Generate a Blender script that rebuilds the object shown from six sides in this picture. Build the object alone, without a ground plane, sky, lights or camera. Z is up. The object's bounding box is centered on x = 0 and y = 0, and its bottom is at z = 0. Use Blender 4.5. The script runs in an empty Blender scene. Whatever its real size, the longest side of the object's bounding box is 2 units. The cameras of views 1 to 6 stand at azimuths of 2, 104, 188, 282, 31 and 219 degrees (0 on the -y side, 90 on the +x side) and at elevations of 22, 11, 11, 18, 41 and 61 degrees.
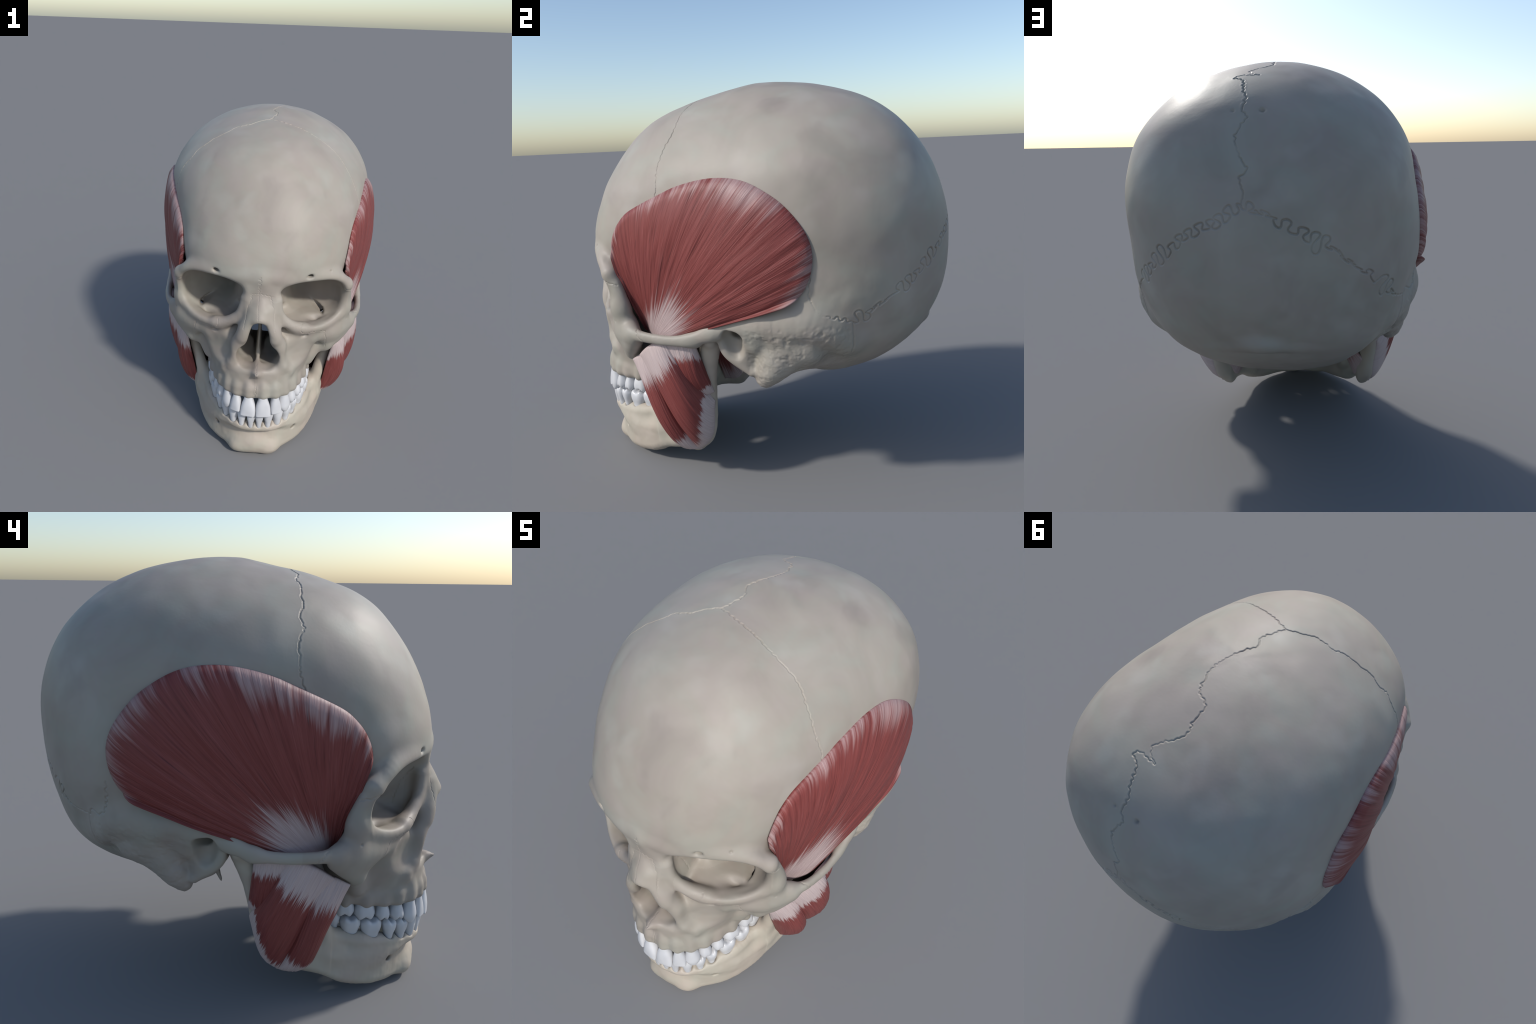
"""Adult human skull with the chewing muscles (temporalis, masseter, medial
pterygoid).  The bones are modelled as smooth implicit solids (tubes, ellipsoids,
plates, a ribbed brain case) that are blended, hollowed and then meshed."""
import bpy, bmesh, math, random
import numpy as np
from mathutils import Vector, Matrix

H_SKULL, H_JAW = 0.006, 0.005        # mesh fineness of the bones (metres)
TILT, MIDX = 0.022, -0.010           # the skull leans a touch to its left
rng = np.random.default_rng(7)
f32 = np.float32

# ------------------------------------------------------------------ small maths
def catmull(pts, n):
    """n samples per span of a Catmull-Rom curve through pts (any dimension)."""
    p = np.array(pts, float)
    p = np.vstack([2 * p[0] - p[1], p, 2 * p[-1] - p[-2]])
    t = np.linspace(0, 1, n, endpoint=False)[:, None]
    out = []
    for i in range(1, len(p) - 2):
        a, b, c, d = p[i - 1], p[i], p[i + 1], p[i + 2]
        out.append(0.5 * (2 * b + (c - a) * t + (2 * a - 5 * b + 4 * c - d) * t ** 2 + (3 * b - a - 3 * c + d) * t ** 3))
    return np.vstack(out + [p[-2:-1]])

def interp(x, xs, ys):
    """Smooth one-dimensional profile through control points."""
    c = catmull(np.c_[xs, ys], 12)
    return np.interp(x, c[:, 0], c[:, 1]).astype(f32)

def sstep(x, a, b):
    t = np.clip((x - a) / (b - a), 0, 1)
    return t * t * (3 - 2 * t)

def lattice_noise(P, scale, seed, octaves=3):
    """Cheap smooth value noise, about -1..1, on an (n,3) array of points."""
    out, amp, tot = np.zeros(len(P)), 1.0, 0.0
    for o in range(octaves):
        g = np.random.default_rng(seed + o).random((17, 17, 17)) * 2 - 1
        q = P * scale * 2 ** o + 31.7 * o
        i = np.floor(q).astype(int); f = q - i; f = f * f * (3 - 2 * f)
        v = 0
        for dx in (0, 1):
            for dy in (0, 1):
                for dz in (0, 1):
                    w = (f[:, 0] if dx else 1 - f[:, 0]) * (f[:, 1] if dy else 1 - f[:, 1]) * (f[:, 2] if dz else 1 - f[:, 2])
                    v = v + w * g[(i[:, 0] + dx) % 17, (i[:, 1] + dy) % 17, (i[:, 2] + dz) % 17]
        out += amp * v; tot += amp; amp *= 0.5
    return out / tot

# ------------------------------------------------------------------ implicit solids
class Solid:
    """Half of a mirror-symmetric solid, sampled on a lattice (x >= 0)."""
    def __init__(self, h, xmax, ylim, zlim):
        self.h = h
        self.x = np.arange(0, xmax + h, h, dtype=f32)
        self.y = np.arange(ylim[0], ylim[1] + h, h, dtype=f32)
        self.z = np.arange(zlim[0], zlim[1] + h, h, dtype=f32)
        self.f = np.full((len(self.x), len(self.y), len(self.z)), 0.3, f32)
    def window(self, lo, hi, pad):
        s = []
        for ax, l, u in zip((self.x, self.y, self.z), lo, hi):
            s.append(slice(int(np.searchsorted(ax, l - pad)), int(np.searchsorted(ax, u + pad))))
        return tuple(s), (self.x[s[0], None, None], self.y[None, s[1], None], self.z[None, None, s[2]])
    def blend(self, shape, k=0.03, cut=False, pad=None):
        lo, hi, fn = shape
        s, (X, Yy, Z) = self.window(lo, hi, (k + 0.02) if pad is None else pad)
        a = self.f[s]
        if a.size == 0:
            return
        b = fn(X, Yy, Z).astype(f32)
        if cut:
            t = np.clip(0.5 - 0.5 * (a + b) / k, 0, 1)
            self.f[s] = a * (1 - t) - b * t + k * t * (1 - t)
        else:
            t = np.clip(0.5 + 0.5 * (a - b) / k, 0, 1)
            self.f[s] = a * (1 - t) + b * t - k * t * (1 - t)
    def add(self, shape, k=0.03):
        self.blend(shape, k)
    def cut(self, shape, k=0.015):
        self.blend(shape, k, cut=True)

def tube(pts, radii, squash=(1, 1, 1), n=5):
    """Round (or squashed) tube along a smooth curve with varying radius."""
    radii = radii if hasattr(radii, "__len__") else [radii] * len(pts)
    c = catmull(np.c_[np.array(pts, float), radii], n)
    S = np.array(squash, float)
    r = c[:, 3].max()
    lo = c[:, :3].min(0) - r / S; hi = c[:, :3].max(0) + r / S
    def fn(X, Y, Z):
        best = None
        X, Y, Z = X * f32(S[0]), Y * f32(S[1]), Z * f32(S[2])
        for i in range(len(c) - 1):
            a, b = (c[i, :3] * S).astype(f32), (c[i + 1, :3] * S).astype(f32)
            d = b - a
            t = np.clip(((X - a[0]) * d[0] + (Y - a[1]) * d[1] + (Z - a[2]) * d[2]) / max(float(d @ d), 1e-9), 0, 1)
            q = np.sqrt((X - a[0] - t * d[0]) ** 2 + (Y - a[1] - t * d[1]) ** 2 + (Z - a[2] - t * d[2]) ** 2)
            q = q - (c[i, 3] + (c[i + 1, 3] - c[i, 3]) * t).astype(f32)
            best = q if best is None else np.minimum(best, q)
        return best / f32(max(S) if max(S) > 1 else 1)
    return lo, hi, fn

def rotation(rx=0, ry=0, rz=0):
    return np.array((Matrix.Rotation(rz, 3, 'Z') @ Matrix.Rotation(ry, 3, 'Y') @ Matrix.Rotation(rx, 3, 'X')))

def ellipsoid(c, r, rot=(0, 0, 0)):
    R = rotation(*rot).astype(f32); c = np.array(c, f32); r = np.array(r, f32)
    m = np.abs(R) @ r
    def fn(X, Y, Z):
        x, y, z = X - c[0], Y - c[1], Z - c[2]
        u = (R[0, 0] * x + R[1, 0] * y + R[2, 0] * z) / r[0]
        v = (R[0, 1] * x + R[1, 1] * y + R[2, 1] * z) / r[1]
        w = (R[0, 2] * x + R[1, 2] * y + R[2, 2] * z) / r[2]
        k0 = np.sqrt(u * u + v * v + w * w)
        k1 = np.sqrt((u / r[0]) ** 2 + (v / r[1]) ** 2 + (w / r[2]) ** 2)
        return k0 * (k0 - 1) / np.maximum(k1, 1e-6)
    return c - m, c + m, fn

def plate(c, half, rot=(0, 0, 0), rounding=0.01):
    """Rounded slab."""
    R = rotation(*rot).astype(f32); c = np.array(c, f32); hs = np.array(half, f32)
    m = np.abs(R) @ (hs + rounding)
    def fn(X, Y, Z):
        x, y, z = X - c[0], Y - c[1], Z - c[2]
        q = [np.abs(R[0, i] * x + R[1, i] * y + R[2, i] * z) - hs[i] for i in range(3)]
        out = np.sqrt(sum(np.maximum(v, 0) ** 2 for v in q))
        return out + np.minimum(np.maximum(q[0], np.maximum(q[1], q[2])), 0) - rounding
    return c - m, c + m, fn

def wall(pts, zlo, zhi, radius, n=6):
    """Upright wall along a plan curve (x, y); zlo, zhi and radius per point."""
    npt = len(pts)
    col = lambda v: v if hasattr(v, "__len__") else [v] * npt
    c = catmull(np.c_[np.array(pts, float), col(zlo), col(zhi), col(radius)], n)
    r = c[:, 4].max()
    lo = np.array([c[:, 0].min() - r, c[:, 1].min() - r, c[:, 2].min() - r])
    hi = np.array([c[:, 0].max() + r, c[:, 1].max() + r, c[:, 3].max() + r])
    def fn(X, Y, Z):
        best = None
        for i in range(len(c) - 1):
            a, b = c[i], c[i + 1]
            d = b[:2] - a[:2]
            t = np.clip(((X - f32(a[0])) * f32(d[0]) + (Y - f32(a[1])) * f32(d[1])) / f32(max(d @ d, 1e-9)), 0, 1)
            g = lambda j: f32(a[j]) + f32(b[j] - a[j]) * t
            dz = np.maximum(np.maximum(g(2) - Z, Z - g(3)), 0)
            q = np.sqrt((X - g(0)) ** 2 + (Y - g(1)) ** 2 + dz ** 2) - g(4)
            best = q if best is None else np.minimum(best, q)
        return best
    return lo, hi, fn

def horn(ys, cx, cz, half_w, half_h, power=2.7, y_from=None):
    """Funnel along y: at each y a rounded-rectangle section (orbit, nasal cavity)."""
    lo = np.array([min(np.array(cx) - half_w), min(ys), min(np.array(cz) - half_h)])
    hi = np.array([max(np.array(cx) + half_w), max(ys), max(np.array(cz) + half_h)])
    def fn(X, Y, Z):
        g = lambda v: interp(Y, ys, v)
        a, b = np.maximum(g(half_w), 1e-3), np.maximum(g(half_h), 1e-3)
        q = ((np.abs(X - g(cx)) / a) ** power + (np.abs(Z - g(cz)) / b) ** power) ** (1 / power)
        d = (q - 1) * np.minimum(a, b) * 0.9
        return np.maximum(d, np.maximum(ys[0] - Y, Y - ys[-1]) + 0 * d)
    return lo, hi, fn

def mirror_field(s):
    return np.concatenate([s.f[:0:-1], s.f], 0)

def surface_net(F, origin, h, smooth=2):
    """Quad mesh of the zero level of a lattice of signed distances."""
    S = F < 0
    nx, ny, nz = F.shape
    c = np.zeros((nx - 1, ny - 1, nz - 1), np.uint8)
    for dx in (0, 1):
        for dy in (0, 1):
            for dz in (0, 1):
                c += S[dx:nx - 1 + dx, dy:ny - 1 + dy, dz:nz - 1 + dz]
    cells = np.argwhere((c > 0) & (c < 8))
    idx = np.full(c.shape, -1, np.int32)
    idx[tuple(cells.T)] = np.arange(len(cells))
    acc = np.zeros((len(cells), 3)); cnt = np.zeros(len(cells))
    corner = [(0, 0, 0), (1, 0, 0), (0, 1, 0), (1, 1, 0), (0, 0, 1), (1, 0, 1), (0, 1, 1), (1, 1, 1)]
    val = [F[cells[:, 0] + a, cells[:, 1] + b, cells[:, 2] + d] for a, b, d in corner]
    for i in range(8):
        for j in range(i + 1, 8):
            if sum(abs(p - q) for p, q in zip(corner[i], corner[j])) != 1:
                continue
            m = (val[i] < 0) != (val[j] < 0)
            t = val[i][m] / (val[i][m] - val[j][m])
            A, B = np.array(corner[i], float), np.array(corner[j], float)
            acc[m] += A + t[:, None] * (B - A); cnt[m] += 1
    V = cells + acc / cnt[:, None]
    quads = []
    for ax in range(3):
        o = [(0, 1, 2), (1, 2, 0), (2, 0, 1)][ax]
        sl0 = [slice(None)] * 3; sl1 = [slice(None)] * 3
        sl0[ax] = slice(0, -1); sl1[ax] = slice(1, None)
        A, B = S[tuple(sl0)], S[tuple(sl1)]
        e = np.argwhere(A != B)
        u, v = o[1], o[2]
        ok = (e[:, u] > 0) & (e[:, v] > 0) & (e[:, u] < F.shape[u] - 1) & (e[:, v] < F.shape[v] - 1)
        e = e[ok]
        flip = A[tuple(e.T)]
        def at(du, dv):
            q = e.copy(); q[:, u] -= du; q[:, v] -= dv
            return idx[tuple(q.T)]
        q = np.stack([at(1, 1), at(0, 1), at(0, 0), at(1, 0)], 1)
        q[~flip] = q[~flip][:, ::-1]
        quads.append(q)
    Q = np.vstack(quads)
    def sample(P):
        i = np.clip(np.floor(P).astype(int), 0, np.array(F.shape) - 2); f = P - i
        g = np.zeros((len(P), 3)); v0 = np.zeros(len(P))
        for a, b, d in corner:
            w = [(f[:, k] if s else 1 - f[:, k]) for k, s in enumerate((a, b, d))]
            vv = F[i[:, 0] + a, i[:, 1] + b, i[:, 2] + d]
            v0 += w[0] * w[1] * w[2] * vv
            g[:, 0] += (1 if a else -1) * w[1] * w[2] * vv
            g[:, 1] += (1 if b else -1) * w[0] * w[2] * vv
            g[:, 2] += (1 if d else -1) * w[0] * w[1] * vv
        return v0, g
    E = np.vstack([Q[:, [0, 1]], Q[:, [1, 2]], Q[:, [2, 3]], Q[:, [3, 0]]])
    deg = np.bincount(E.ravel(), minlength=len(V)).astype(float)
    def relax(V, lam):
        s = np.zeros_like(V)
        for k in range(3):
            s[:, k] = np.bincount(E[:, 0], V[E[:, 1], k], len(V)) + np.bincount(E[:, 1], V[E[:, 0], k], len(V))
        return V + lam * (s / np.maximum(deg, 1)[:, None] - V)
    for _ in range(smooth):
        V = relax(V, 0.5)
        v0, g = sample(V)
        st = -v0 / np.maximum((g ** 2).sum(1), 1e-10)
        V += np.clip(st[:, None] * g, -0.6, 0.6)
    V = relax(V, 0.35)
    return V * h + np.array(origin), Q

def vertex_normals(V, Q):
    n = np.cross(V[Q[:, 2]] - V[Q[:, 0]], V[Q[:, 3]] - V[Q[:, 1]])
    N = np.zeros_like(V)
    for k in range(3):
        N[:, k] = sum(np.bincount(Q[:, j], n[:, k], len(V)) for j in range(4))
    return N / np.maximum(np.linalg.norm(N, axis=1, keepdims=True), 1e-12)

def to_world(P):
    """Leans the symmetric working frame into the pose of the object."""
    return lean(lopsided(P))

def lean(P):
    P = np.asarray(P, float) - (0, 0, 1)
    c, s = math.cos(TILT), math.sin(TILT)
    return np.stack([P[:, 0] * c + P[:, 2] * s + MIDX, P[:, 1], -P[:, 0] * s + P[:, 2] * c + 1.0 + LIFT], 1)
LIFT = 0.0

def make_mesh(name, V, faces, mat, smooth=True, parent=None, normals=None):
    me = bpy.data.meshes.new(name)
    V = np.asarray(V, f32); faces = np.asarray(faces, np.int32)
    k = faces.shape[1]
    me.vertices.add(len(V)); me.vertices.foreach_set("co", V.ravel())
    me.loops.add(faces.size); me.loops.foreach_set("vertex_index", faces.ravel())
    me.polygons.add(len(faces))
    me.polygons.foreach_set("loop_start", np.arange(0, faces.size, k, dtype=np.int32))
    me.polygons.foreach_set("use_smooth", np.full(len(faces), smooth))
    me.update(calc_edges=True)
    me.validate()
    if normals is not None:
        me.normals_split_custom_set_from_vertices(np.asarray(normals, f32))
    me.materials.append(mat)
    ob = bpy.data.objects.new(name, me)
    bpy.context.scene.collection.objects.link(ob)
    if parent is not None:
        ob.parent = parent
    return ob

#@@BRAINCASE
# ------------------------------------------------------------------ the brain case
# Radius of the brain case about its centre, rib by rib: one row per height angle
# (degrees above the horizon), one column per 15 degrees from brow to nape.
CENTRE = np.array([0, 0.05, 1.2])
RIBS = {
    90: [0.804] * 13,
    75: [0.795, 0.796, 0.795, 0.794, 0.795, 0.797, 0.799, 0.803, 0.807, 0.812, 0.815, 0.818, 0.819],
    60: [0.828, 0.824, 0.813, 0.797, 0.786, 0.782, 0.786, 0.800, 0.817, 0.833, 0.847, 0.855, 0.858],
    45: [0.884, 0.872, 0.843, 0.808, 0.782, 0.767, 0.771, 0.797, 0.831, 0.864, 0.890, 0.900, 0.901],
    30: [0.912, 0.898, 0.858, 0.804, 0.761, 0.737, 0.741, 0.778, 0.831, 0.884, 0.922, 0.928, 0.920],
    15: [0.935, 0.925, 0.870, 0.773, 0.693, 0.660, 0.676, 0.730, 0.802, 0.871, 0.921, 0.932, 0.925],
    0: [0.951, 0.941, 0.867, 0.723, 0.617, 0.600, 0.638, 0.705, 0.784, 0.846, 0.894, 0.921, 0.925],
    -15: [0.820, 0.818, 0.768, 0.663, 0.599, 0.606, 0.641, 0.700, 0.785, 0.852, 0.893, 0.921, 0.925],
    -30: [0.608, 0.625, 0.645, 0.642, 0.636, 0.627, 0.617, 0.655, 0.755, 0.849, 0.894, 0.903, 0.899],
    -45: [0.534, 0.540, 0.556, 0.564, 0.561, 0.554, 0.569, 0.620, 0.720, 0.804, 0.840, 0.842, 0.835],
    -60: [0.512, 0.511, 0.509, 0.511, 0.522, 0.547, 0.585, 0.633, 0.695, 0.741, 0.767, 0.777, 0.778],
    -75: [0.471, 0.472, 0.478, 0.488, 0.506, 0.528, 0.554, 0.577, 0.600, 0.620, 0.640, 0.645, 0.646],
    -90: [0.501] * 13,
}
# How much (mm) the left side stands out and the right side falls back, same layout:
# like most skulls this one is a little lopsided, fuller at the left rear.
LOPSIDED = {
    75: [0, 2, 2, 4, 4, 5, 4, 3, 3, 2, 0, 1, 0],
    60: [0, -1, -2, -3, -3, -5, -4, -2, 0, 3, 3, 1, 0],
    45: [0, -3, -8, -14, -18, -16, -11, -1, 10, 18, 17, 6, 0],
    30: [0, -2, -9, -18, -19, -16, -8, 5, 20, 27, 22, 8, 0],
    15: [0, 1, -1, -2, 0, 0, 1, 7, 16, 25, 23, 10, 0],
    0: [0, 0, 0, 2, 4, 4, 3, 1, 0, 13, 18, 10, 0],
    -15: [0, 0, 0, 0, 0, 0, 1, 1, 1, 9, 16, 8, 0],
    -30: [0, 0, 0, 0, 0, 0, 0, 0, 0, 2, 0, -4, 0],
    -45: [0, 0, 0, 0, 0, 0, 0, 0, 0, -3, -7, -6, 0],
}
_rows = sorted(RIBS)
_t = np.array([RIBS[r] for r in _rows])
_t = np.hstack([_t[:, 2:0:-1], _t, _t[:, -2:-4:-1]])               # mirror past brow and nape
_t = np.vstack([catmull(r[:, None], 15)[:, 0] for r in _t])[:, 30:-30]   # 1 degree in azimuth
_t = np.vstack([catmull(c[:, None], 15)[:, 0] for c in _t.T]).T        # 1 degree in height
RIB_TABLE = _t.astype(f32)                                            # [height+90, azimuth]
_k = np.array([LOPSIDED.get(r, [0] * 13) for r in _rows]) / 1000.0
_k = np.vstack([np.interp(np.arange(181), np.arange(0, 181, 15), r) for r in _k])
_k = np.vstack([np.interp(np.arange(-90, 91), _rows, c) for c in _k.T]).T
for _ in range(12):                                                   # round off the steps
    _k[1:-1] += 0.5 * ((_k[:-2] + _k[2:]) / 2 - _k[1:-1])
    _k[:, 1:-1] += 0.5 * ((_k[:, :-2] + _k[:, 2:]) / 2 - _k[:, 1:-1])
SKEW_TABLE = _k

def lopsided(P):
    """Pushes the left rear of the vault out, the right rear in, and sets the right cheek back."""
    P = np.array(P, float)
    d = P - CENTRE
    r = np.linalg.norm(d, axis=1) + 1e-9
    el = np.clip(np.degrees(np.arcsin(np.clip(d[:, 2] / r, -1, 1))) + 90, 0, 179.99)
    az = np.clip(np.degrees(np.arctan2(np.abs(d[:, 0]), -d[:, 1])), 0, 179.99)
    i, j = el.astype(int), az.astype(int); fi, fj = el - i, az - j
    T = SKEW_TABLE
    k = (T[i, j] * (1 - fj) + T[i, j + 1] * fj) * (1 - fi) + (T[i + 1, j] * (1 - fj) + T[i + 1, j + 1] * fj) * fi
    w = sstep(r, 0.25, 0.55)
    P += d / r[:, None] * (np.sign(P[:, 0]) * k * w)[:, None]
    face = sstep(P[:, 2], 0.47, 0.60) * (1 - sstep(P[:, 2], 0.95, 1.10)) * (1 - sstep(P[:, 1], -0.55, -0.25))
    P[:, 1] += (0.004 - 0.008 * P[:, 0]) * face * sstep(np.abs(P[:, 0]), 0.1, 0.35)
    P[:, 0] += 0.002 * face * sstep(np.abs(P[:, 0]), 0.3, 0.5)
    ear = sstep(P[:, 1], 0.02, 0.2) * (1 - sstep(P[:, 1], 0.5, 0.65)) * (1 - sstep(P[:, 2], 0.95, 1.1)) * sstep(np.abs(P[:, 0]), 0.35, 0.55)
    P[:, 0] += 0.012 * ear
    angle = (1 - sstep(P[:, 2], 0.30, 0.55)) * sstep(P[:, 1], -0.55, -0.40) * (P[:, 0] < 0)
    P[:, 2] += 0.006 * angle
    P[:, 1] -= 0.018 * angle
    jaw = 1 - sstep(P[:, 2], 0.32, 0.60)
    P[:, 0] += 0.009 * jaw
    return P

def braincase_radius(X, Y, Z):
    r = np.sqrt(X * X + Y * Y + Z * Z) + f32(1e-6)
    el = np.degrees(np.arcsin(np.clip(Z / r, -1, 1))) + 90
    az = np.degrees(np.arctan2(np.abs(X) + 0 * r, -Y + 0 * r))
    el = np.clip(el, 0, 179.999); az = np.clip(az, 0, 179.999)
    i, j = el.astype(np.int32), az.astype(np.int32)
    fi, fj = el - i, az - j
    T = RIB_TABLE
    R = (T[i, j] * (1 - fj) + T[i, j + 1] * fj) * (1 - fi) + (T[i + 1, j] * (1 - fj) + T[i + 1, j + 1] * fj) * fi
    return r, R

def braincase():
    def fn(X, Y, Z):
        r, R = braincase_radius(X - f32(CENTRE[0]), Y - f32(CENTRE[1]), Z - f32(CENTRE[2]))
        return (r - R) * f32(0.93)
    return np.array([0, -1.0, 0.4]), np.array([0.8, 1.05, 2.05]), fn

#@@SKULL
def build_skull():
    s = Solid(H_SKULL, 0.74, (-1.03, 1.03), (0.38, 2.05))
    s.blend(braincase(), 0.001, pad=0.05)
    # --- brow
    s.add(tube([(0, -0.875, 1.195), (0.10, -0.860, 1.190), (0.20, -0.826, 1.188), (0.315, -0.788, 1.190), (0.42, -0.728, 1.168), (0.490, -0.668, 1.105)],
               [0.038, 0.036, 0.030, 0.032, 0.036, 0.034]), 0.05)
    # --- cheekbone: frontal process, broad body, lower orbital rim, lower border
    s.add(tube([(0.492, -0.655, 1.10), (0.502, -0.622, 1.02), (0.507, -0.602, 0.94), (0.492, -0.605, 0.86)], [0.034, 0.034, 0.038, 0.045], squash=(1.25, 1, 1)), 0.03)
    s.add(tube([(0.150, -0.842, 0.915), (0.20, -0.822, 0.882), (0.26, -0.798, 0.866), (0.34, -0.752, 0.866), (0.42, -0.685, 0.886), (0.478, -0.632, 0.93)],
               [0.022, 0.028, 0.034, 0.036, 0.038, 0.036]), 0.06)
    s.add(ellipsoid((0.440, -0.622, 0.780), (0.115, 0.046, 0.105), rot=(0, 0, 0.70)), 0.05)
    s.add(tube([(0.30, -0.740, 0.80), (0.38, -0.697, 0.80), (0.465, -0.622, 0.795), (0.540, -0.545, 0.812)], [0.042, 0.042, 0.042, 0.035], squash=(1, 1, 0.8)), 0.05)
    s.add(tube([(0.408, -0.618, 0.662), (0.465, -0.580, 0.712), (0.53, -0.530, 0.775)], [0.028, 0.026, 0.026]), 0.05)
    s.add(tube([(0.410, -0.615, 0.665), (0.350, -0.618, 0.635), (0.300, -0.620, 0.56)], [0.028, 0.036, 0.045]), 0.05)
    # --- zygomatic arch, set off from the side wall
    s.add(tube([(0.540, -0.548, 0.815), (0.594, -0.465, 0.818), (0.622, -0.350, 0.815), (0.632, -0.250, 0.818), (0.634, -0.150, 0.842), (0.630, -0.060, 0.872), (0.635, 0.04, 0.902), (0.64, 0.13, 0.925)],
               [0.034, 0.027, 0.025, 0.028, 0.033, 0.036, 0.04, 0.04], squash=(1.4, 1.1, 1)), 0.025)
    s.add(ellipsoid((0.622, -0.195, 0.812), (0.020, 0.045, 0.030)), 0.03)
    # root of the arch and roof of the jaw joint
    s.add(tube([(0.60, -0.10, 0.865), (0.50, -0.10, 0.875), (0.38, -0.12, 0.86)], [0.04, 0.045, 0.05]), 0.05)
    # --- mastoid, swelling above it, ear cup, styloid
    s.add(tube([(0.590, 0.05, 0.918), (0.610, 0.19, 0.922), (0.612, 0.32, 0.925), (0.588, 0.42, 0.885), (0.53, 0.50, 0.83)], [0.06, 0.082, 0.086, 0.075, 0.06]), 0.08)
    s.add(tube([(0.595, 0.25, 0.84), (0.582, 0.185, 0.73), (0.562, 0.130, 0.628)], [0.085, 0.070, 0.046], squash=(1.2, 1, 1)), 0.06)
    s.add(ellipsoid((0.560, 0.335, 0.785), (0.085, 0.085, 0.075)), 0.06)
    s.add(tube([(0.45, 0.38, 0.73), (0.53, 0.27, 0.725), (0.560, 0.17, 0.67)], [0.08, 0.065, 0.05]), 0.06)
    s.add(ellipsoid((0.53, 0.005, 0.795), (0.095, 0.085, 0.085)), 0.03)
    s.add(ellipsoid((0.575, 0.095, 0.835), (0.075, 0.065, 0.08)), 0.05)
    s.add(tube([(0.594, -0.055, 0.85), (0.598, -0.060, 0.79), (0.594, -0.032, 0.735), (0.588, 0.02, 0.700), (0.585, 0.07, 0.66)], [0.016, 0.018, 0.016, 0.016, 0.02]), 0.03)
    s.add(ellipsoid((0.545, 0.035, 0.735), (0.065, 0.075, 0.075)), 0.03)
    s.add(tube([(0.47, 0.03, 0.74), (0.462, 0.005, 0.66), (0.455, -0.015, 0.60)], [0.024, 0.014, 0.006]), 0.02)
    # --- occiput: protuberance and nuchal line
    s.add(ellipsoid((0, 0.845, 0.79), (0.08, 0.035, 0.03)), 0.05)
    s.add(tube([(0, 0.840, 0.785), (0.16, 0.805, 0.775), (0.32, 0.705, 0.765), (0.46, 0.54, 0.77)], [0.018, 0.015, 0.015, 0.015]), 0.04)
    # --- skull base
    s.add(tube([(0, -0.40, 0.86), (0, -0.15, 0.74), (0, 0.10, 0.66)], [0.10, 0.09, 0.07]), 0.06)
    s.add(ellipsoid((0.11, 0.17, 0.65), (0.05, 0.09, 0.05)), 0.04)
    # --- core of the face behind the orbits and nose
    s.add(plate((0.06, -0.66, 0.98), (0.02, 0.20, 0.16), rounding=0.03), 0.04)
    # --- orbital funnel wall (greater wing of the sphenoid)
    oy = [-1.02, -0.86, -0.76, -0.66, -0.56, -0.48, -0.42, -0.38]
    ocx = [0.290, 0.288, 0.294, 0.305, 0.288, 0.250, 0.220, 0.210]
    ocz = [1.025, 1.027, 1.027, 1.024, 1.020, 1.015, 1.010, 1.010]
    ow = np.array([0.205, 0.200, 0.188, 0.166, 0.124, 0.076, 0.03, 0.01])
    oh = np.array([0.150, 0.148, 0.147, 0.138, 0.112, 0.08, 0.04, 0.01])
    s.add(horn(oy[3:], ocx[3:], ocz[3:], ow[3:] + 0.030, oh[3:] + 0.030), 0.03)
    s.add(ellipsoid((0.33, -0.50, 0.93), (0.09, 0.075, 0.11)), 0.04)
    # --- upper jaw
    arch = [(0, -0.888), (0.088, -0.874), (0.160, -0.826), (0.216, -0.735), (0.252, -0.62), (0.270, -0.49), (0.265, -0.44)]
    s.add(wall(arch, [0.478, 0.478, 0.478, 0.482, 0.494, 0.515, 0.53], [0.60] * 7, [0.042, 0.044, 0.046, 0.046, 0.048, 0.048, 0.045]), 0.03)
    gum = [(0, -0.921), (0.098, -0.902), (0.170, -0.846), (0.228, -0.755), (0.268, -0.635), (0.288, -0.50)]
    s.add(wall(gum, [0.468, 0.468, 0.470, 0.475, 0.488, 0.505], [0.50] * 6, [0.021] * 6), 0.03)
    s.add(ellipsoid((0.175, -0.625, 0.725), (0.160, 0.235, 0.19)), 0.06)
    s.add(tube([(0.285, -0.60, 0.60), (0.255, -0.53, 0.70)], [0.05, 0.07]), 0.05)
    s.add(plate((0.06, -0.64, 0.595), (0.13, 0.20, 0.010), rounding=0.02), 0.03)      # palate
    # frontal process and nasal bones
    s.add(tube([(0.145, -0.855, 0.66), (0.125, -0.875, 0.76), (0.092, -0.905, 0.86), (0.082, -0.900, 0.96), (0.075, -0.875, 1.06), (0.06, -0.865, 1.12)], [0.045, 0.042, 0.036, 0.030, 0.030, 0.03]), 0.04)
    s.add(tube([(0.0, -0.860, 1.16), (0.0, -0.866, 1.09), (0.0, -0.900, 1.03), (0.0, -0.940, 0.965)], [0.05, 0.045, 0.045, 0.04], squash=(0.85, 1, 1)), 0.03)
    s.add(tube([(0.035, -0.912, 1.00), (0.052, -0.925, 0.945), (0.075, -0.925, 0.885), (0.09, -0.915, 0.84)], [0.03, 0.028, 0.026, 0.026]), 0.03)
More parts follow.
